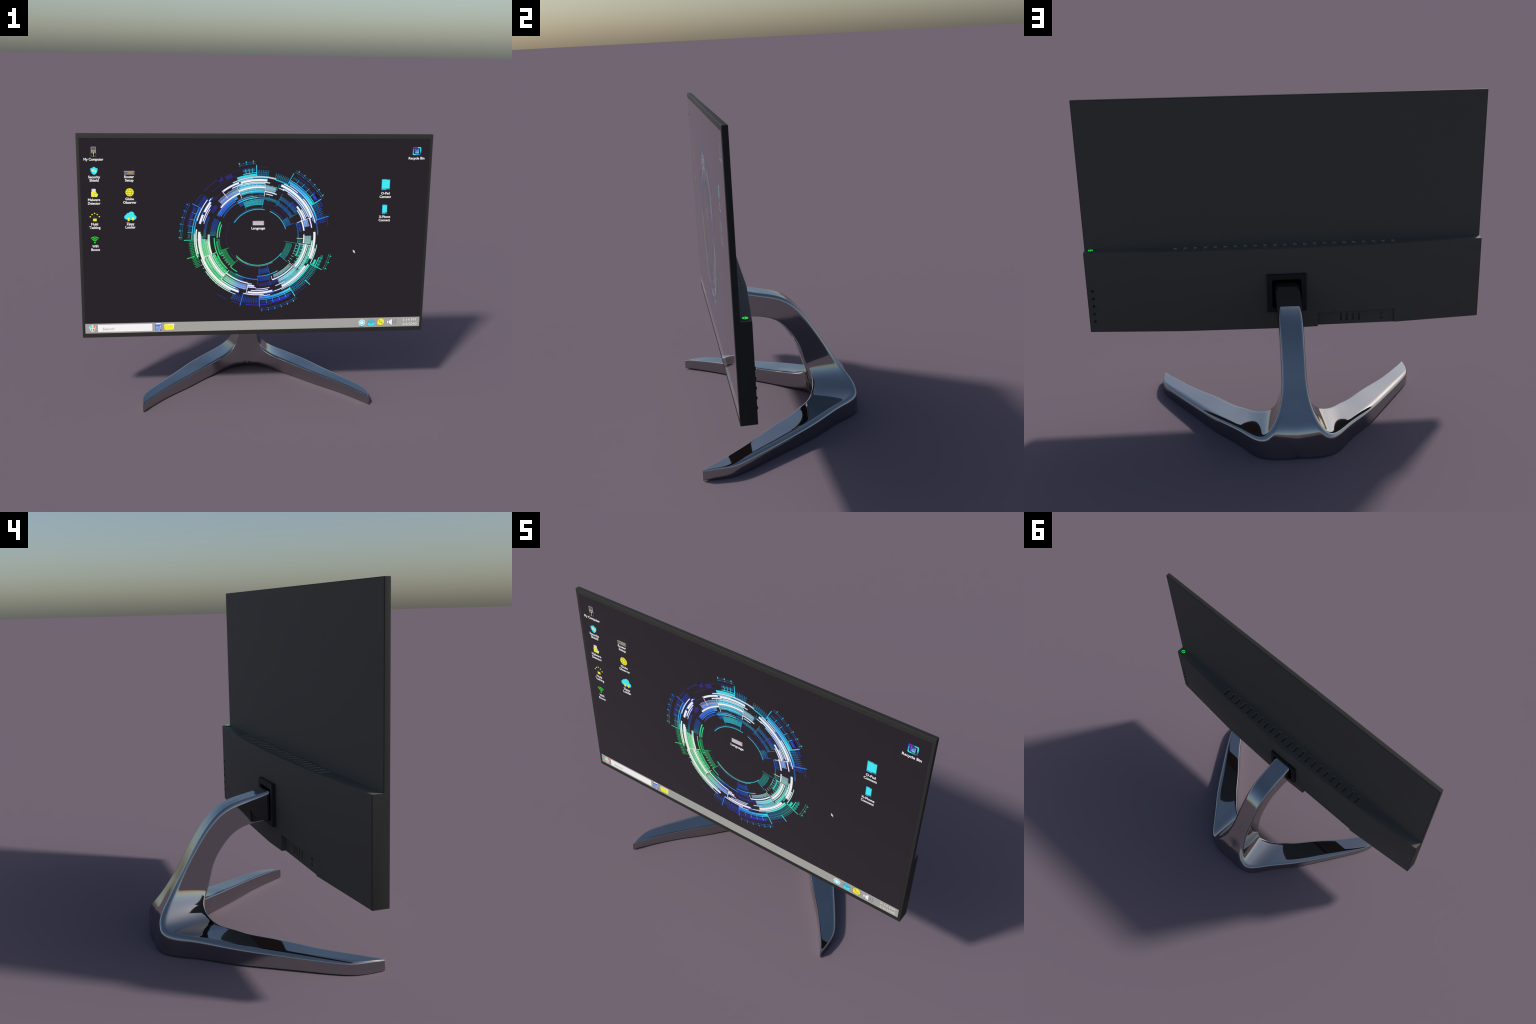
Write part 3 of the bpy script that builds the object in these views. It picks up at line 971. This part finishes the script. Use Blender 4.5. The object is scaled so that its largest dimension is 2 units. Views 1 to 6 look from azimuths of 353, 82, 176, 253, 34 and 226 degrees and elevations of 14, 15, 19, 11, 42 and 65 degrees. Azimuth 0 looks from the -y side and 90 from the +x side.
# many tasks: a box that throws out sparks
a = Art("desktop_icon")
a.rrect(-0.9203, -0.9005, 1.0880, 1.1022, 0.002, YELLOW, 2)
for dx, dz in ((-0.0245, 0.0), (-0.0140, 0.0126), (0.0, 0.0193), (0.0140, 0.0128), (0.0250, 0.0002)):
    x, z = -0.9106 + dx, 1.1130 + dz
    a.disc(x, z, 0.0036, YELLOW, 3, 12)
    a.line((-0.9106 + dx * 0.25, 1.1040), (-0.9106 + dx * 0.60, 1.1040 + (z - 1.1040) * 0.55), 0.0012, DKGREY, 2)
a.done()

# wireless fan
a = Art("desktop_icon")
a.disc(-0.9142, 0.9668, 0.0050, GREEN, 2, 20)
for r in (0.0130, 0.0215, 0.0310):
    a.arc((-0.9142, 0.9668), r, 0.0050, 48, 132, GREEN, 2)
a.done()

# router
a = Art("desktop_icon")
a.rrect(-0.7447, -0.6867, 1.3482, 1.3685, 0.003, GREY, 2)
a.rect(-0.7455, -0.6860, 1.3540, 1.3610, DKGREY, 3)
for i, m in enumerate((LIME, GREEN, AMBER, AMBER, AMBER, AMBER, AMBER, AMBER)):
    x = -0.7365 + (0.0 if i == 0 else 0.0085 if i == 1 else 0.0150 + (i - 2) * 0.0048)
    a.rect(x, x + 0.0032, 1.3556, 1.3594, m, 4)
a.rect(-0.6952, -0.6938, 1.3690, 1.3920, DKGREY, 2)
a.done()

# globe
a = Art("desktop_icon")
gx, gz, gr = -0.7160, 1.2495, 0.0228
a.disc(gx, gz, gr, YELLOW, 2)
dark = screen_colour(110, 96, 20)
for dz in (-0.0115, 0.0, 0.0120):
    w = math.sqrt(gr * gr - dz * dz) - 0.0006
    a.rect(gx - w, gx + w, gz + dz - 0.0008, gz + dz + 0.0008, dark, 3)
for s in (-1, 1):
    pts = [(gx + s * 0.0098 * math.cos(math.radians(t)), gz + gr * 0.96 * math.sin(math.radians(t))) for t in range(-80, 81, 16)]
    for p, q in zip(pts, pts[1:]):
        a.line(p, q, 0.0016, dark, 3.5)
a.done()

# cloud with up and down arrows
a = Art("desktop_icon")
for grow, m, ly in ((0.0016, AZURE, 2), (0.0, CYAN, 3.5)):
    for k, (x, z, r) in enumerate(((-0.7350, 1.1095, 0.0125), (-0.7245, 1.1195, 0.0130), (-0.7090, 1.1245, 0.0155), (-0.6945, 1.1080, 0.0120), (-0.7120, 1.1090, 0.0140))):
        a.disc(x, z, r + grow, m, ly + 0.2 * k)
arrow = lambda x, z, s: [(x - 0.0050, z), (x + 0.0050, z), (x + 0.0050, z + s * 0.0110), (x + 0.0088, z + s * 0.0110), (x, z + s * 0.0205), (x - 0.0088, z + s * 0.0110), (x - 0.0050, z + s * 0.0110)]
a.poly(arrow(-0.7249, 1.0870, 1), YELLOW, 6)
a.poly(arrow(-0.7005, 1.1085, -1), YELLOW, 6)
a.done()

# recycle tile: a rainbow frame around a small bin
a = Art("desktop_icon")
cxr, czr = 0.9088, 1.4787
a.rrect(0.8846, 0.9330, 1.4562, 1.5012, 0.006, AZURE, 2)
a.poly([(0.8850, 1.4850), (0.8850, 1.4975), (0.8890, 1.5008), (0.9010, 1.5008), (0.8940, 1.4930)], VIOLET, 3)
a.poly([(0.9010, 1.5008), (0.9130, 1.5008), (0.9130, 1.4940), (0.8960, 1.4940)], BLUE, 3)
a.poly([(0.9130, 1.5008), (0.9290, 1.5008), (0.9326, 1.4970), (0.9326, 1.4760), (0.9270, 1.4760), (0.9270, 1.4940), (0.9130, 1.4940)], CYAN, 3)
a.poly([(0.9326, 1.4720), (0.9326, 1.4600), (0.9290, 1.4568), (0.9180, 1.4568), (0.9260, 1.4640)], INDIGO, 3)
a.poly([(0.8850, 1.4700), (0.8850, 1.4600), (0.8890, 1.4566), (0.9000, 1.4566), (0.9050, 1.4630), (0.8910, 1.4640)], CYAN, 3)
a.rrect(0.8906, 0.9272, 1.4618, 1.4954, 0.003, SCREEN_BLACK, 4)
a.poly([(0.8945, 1.4915), (0.9220, 1.4915), (0.9190, 1.4650), (0.8975, 1.4650)], BLUE, 5)
a.poly([(0.8945, 1.4915), (0.9020, 1.4915), (0.8965, 1.4800)], MAGENTA, 6)
a.poly([(0.9060, 1.4650), (0.9190, 1.4650), (0.9200, 1.4740), (0.9080, 1.4720)], GREEN, 6)
for i, h in enumerate((0.006, 0.011, 0.015, 0.018)):
    a.rect(0.8990 + i * 0.0058, 0.9015 + i * 0.0058, 1.4665, 1.4700 + h, PALEBLUE, 7)
a.done()


def tablet(x0, x1, z0, z1, r, chin):
    a = Art("desktop_icon")
    xm = (x0 + x1) / 2
    a.rrect(x0, x1, z0, z1, r, AZURE, 2)
    a.poly([(xm, z0 + 0.0002), (x1 - r, z0 + 0.0002), (x1 - 0.0002, z0 + r), (x1 - 0.0002, z1 - r), (x1 - r, z1 - 0.0002), (xm, z1 - 0.0002)], NAVY, 3)
    a.rect(x0 + 0.0022, x1 - 0.0022, z0 + chin, z1 - chin * 0.55, CYAN, 4)
    a.disc(xm, z0 + chin * 0.5, chin * 0.28, PALEBLUE, 4, 14)
    a.rect(xm - 0.002, xm + 0.004, z1 - chin * 0.40, z1 - chin * 0.12, PALEBLUE, 4)
    a.done()


tablet(0.7122, 0.7615, 1.2560, 1.3191, 0.003, 0.0085)
tablet(0.7220, 0.7522, 1.1165, 1.1715, 0.004, 0.0085)

# keyboard
a = Art("desktop_icon")
a.rrect(-0.0283, 0.0375, 1.0560, 1.0822, 0.003, GREY, 2)
a.rect(0.0030, 0.0066, 1.0822, 1.0836, GREY, 2)
for row, n in ((1.0765, 11), (1.0712, 12), (1.0660, 12)):
    for i in range(n):
        w = 0.0600 / n
        x = -0.0254 + i * w
        a.rect(x, x + w * 0.74, row - 0.0018, row + 0.0020, SOFTWHITE, 3)
for x0, x1 in ((-0.0254, -0.0190), (-0.0170, -0.0080), (-0.0062, 0.0062), (0.0080, 0.0190), (0.0210, 0.0346)):
    a.rect(x0, x1, 1.0592, 1.0630, SOFTWHITE, 3)
a.done()

# mouse pointer
a = Art("mouse_pointer")
a.poly([(0.5590, 0.9062), (0.5632, 0.8885), (0.5662, 0.8922), (0.5718, 0.8858), (0.5740, 0.8880), (0.5690, 0.8948), (0.5732, 0.8978)], SOFTWHITE, 2)
a.done()

# ---- labels under the icons
for lines in (
    [("My Computer", -0.961, -0.8545, 1.4258)],
    [("Security", -0.9395, -0.8743, 1.3284), ("Shield", -0.9327, -0.8832, 1.3098)],
    [("Malware", -0.9443, -0.8787, 1.2018), ("Detector", -0.9450, -0.8774, 1.1817)],
    [("Multi", -0.9311, -0.8932, 1.0640), ("Tasking", -0.9427, -0.8810, 1.0450)],
    [("WiFi", -0.9295, -0.8953, 0.9378), ("Boost", -0.9353, -0.8877, 0.9185)],
    [("Router", -0.7438, -0.6900, 1.3294), ("Setup", -0.7400, -0.6933, 1.3100)],
    [("Globe", -0.7401, -0.6933, 1.2057), ("Observer", -0.7529, -0.6798, 1.1858)],
    [("Zippy", -0.7373, -0.6931, 1.0643), ("Loader", -0.7430, -0.6874, 1.0452)],
    [("Recycle Bin", 0.8623, 0.9549, 1.4316)],
    [("O-Pad", 0.7122, 0.7615, 1.2305), ("Connect", 0.7031, 0.7700, 1.2105)],
    [("X-Phone", 0.7042, 0.7718, 1.0937), ("Connect", 0.7041, 0.7712, 1.0738)],
    [("Language", -0.0343, 0.0440, 1.0330)],
):
    label("icon_label", lines, WHITE)
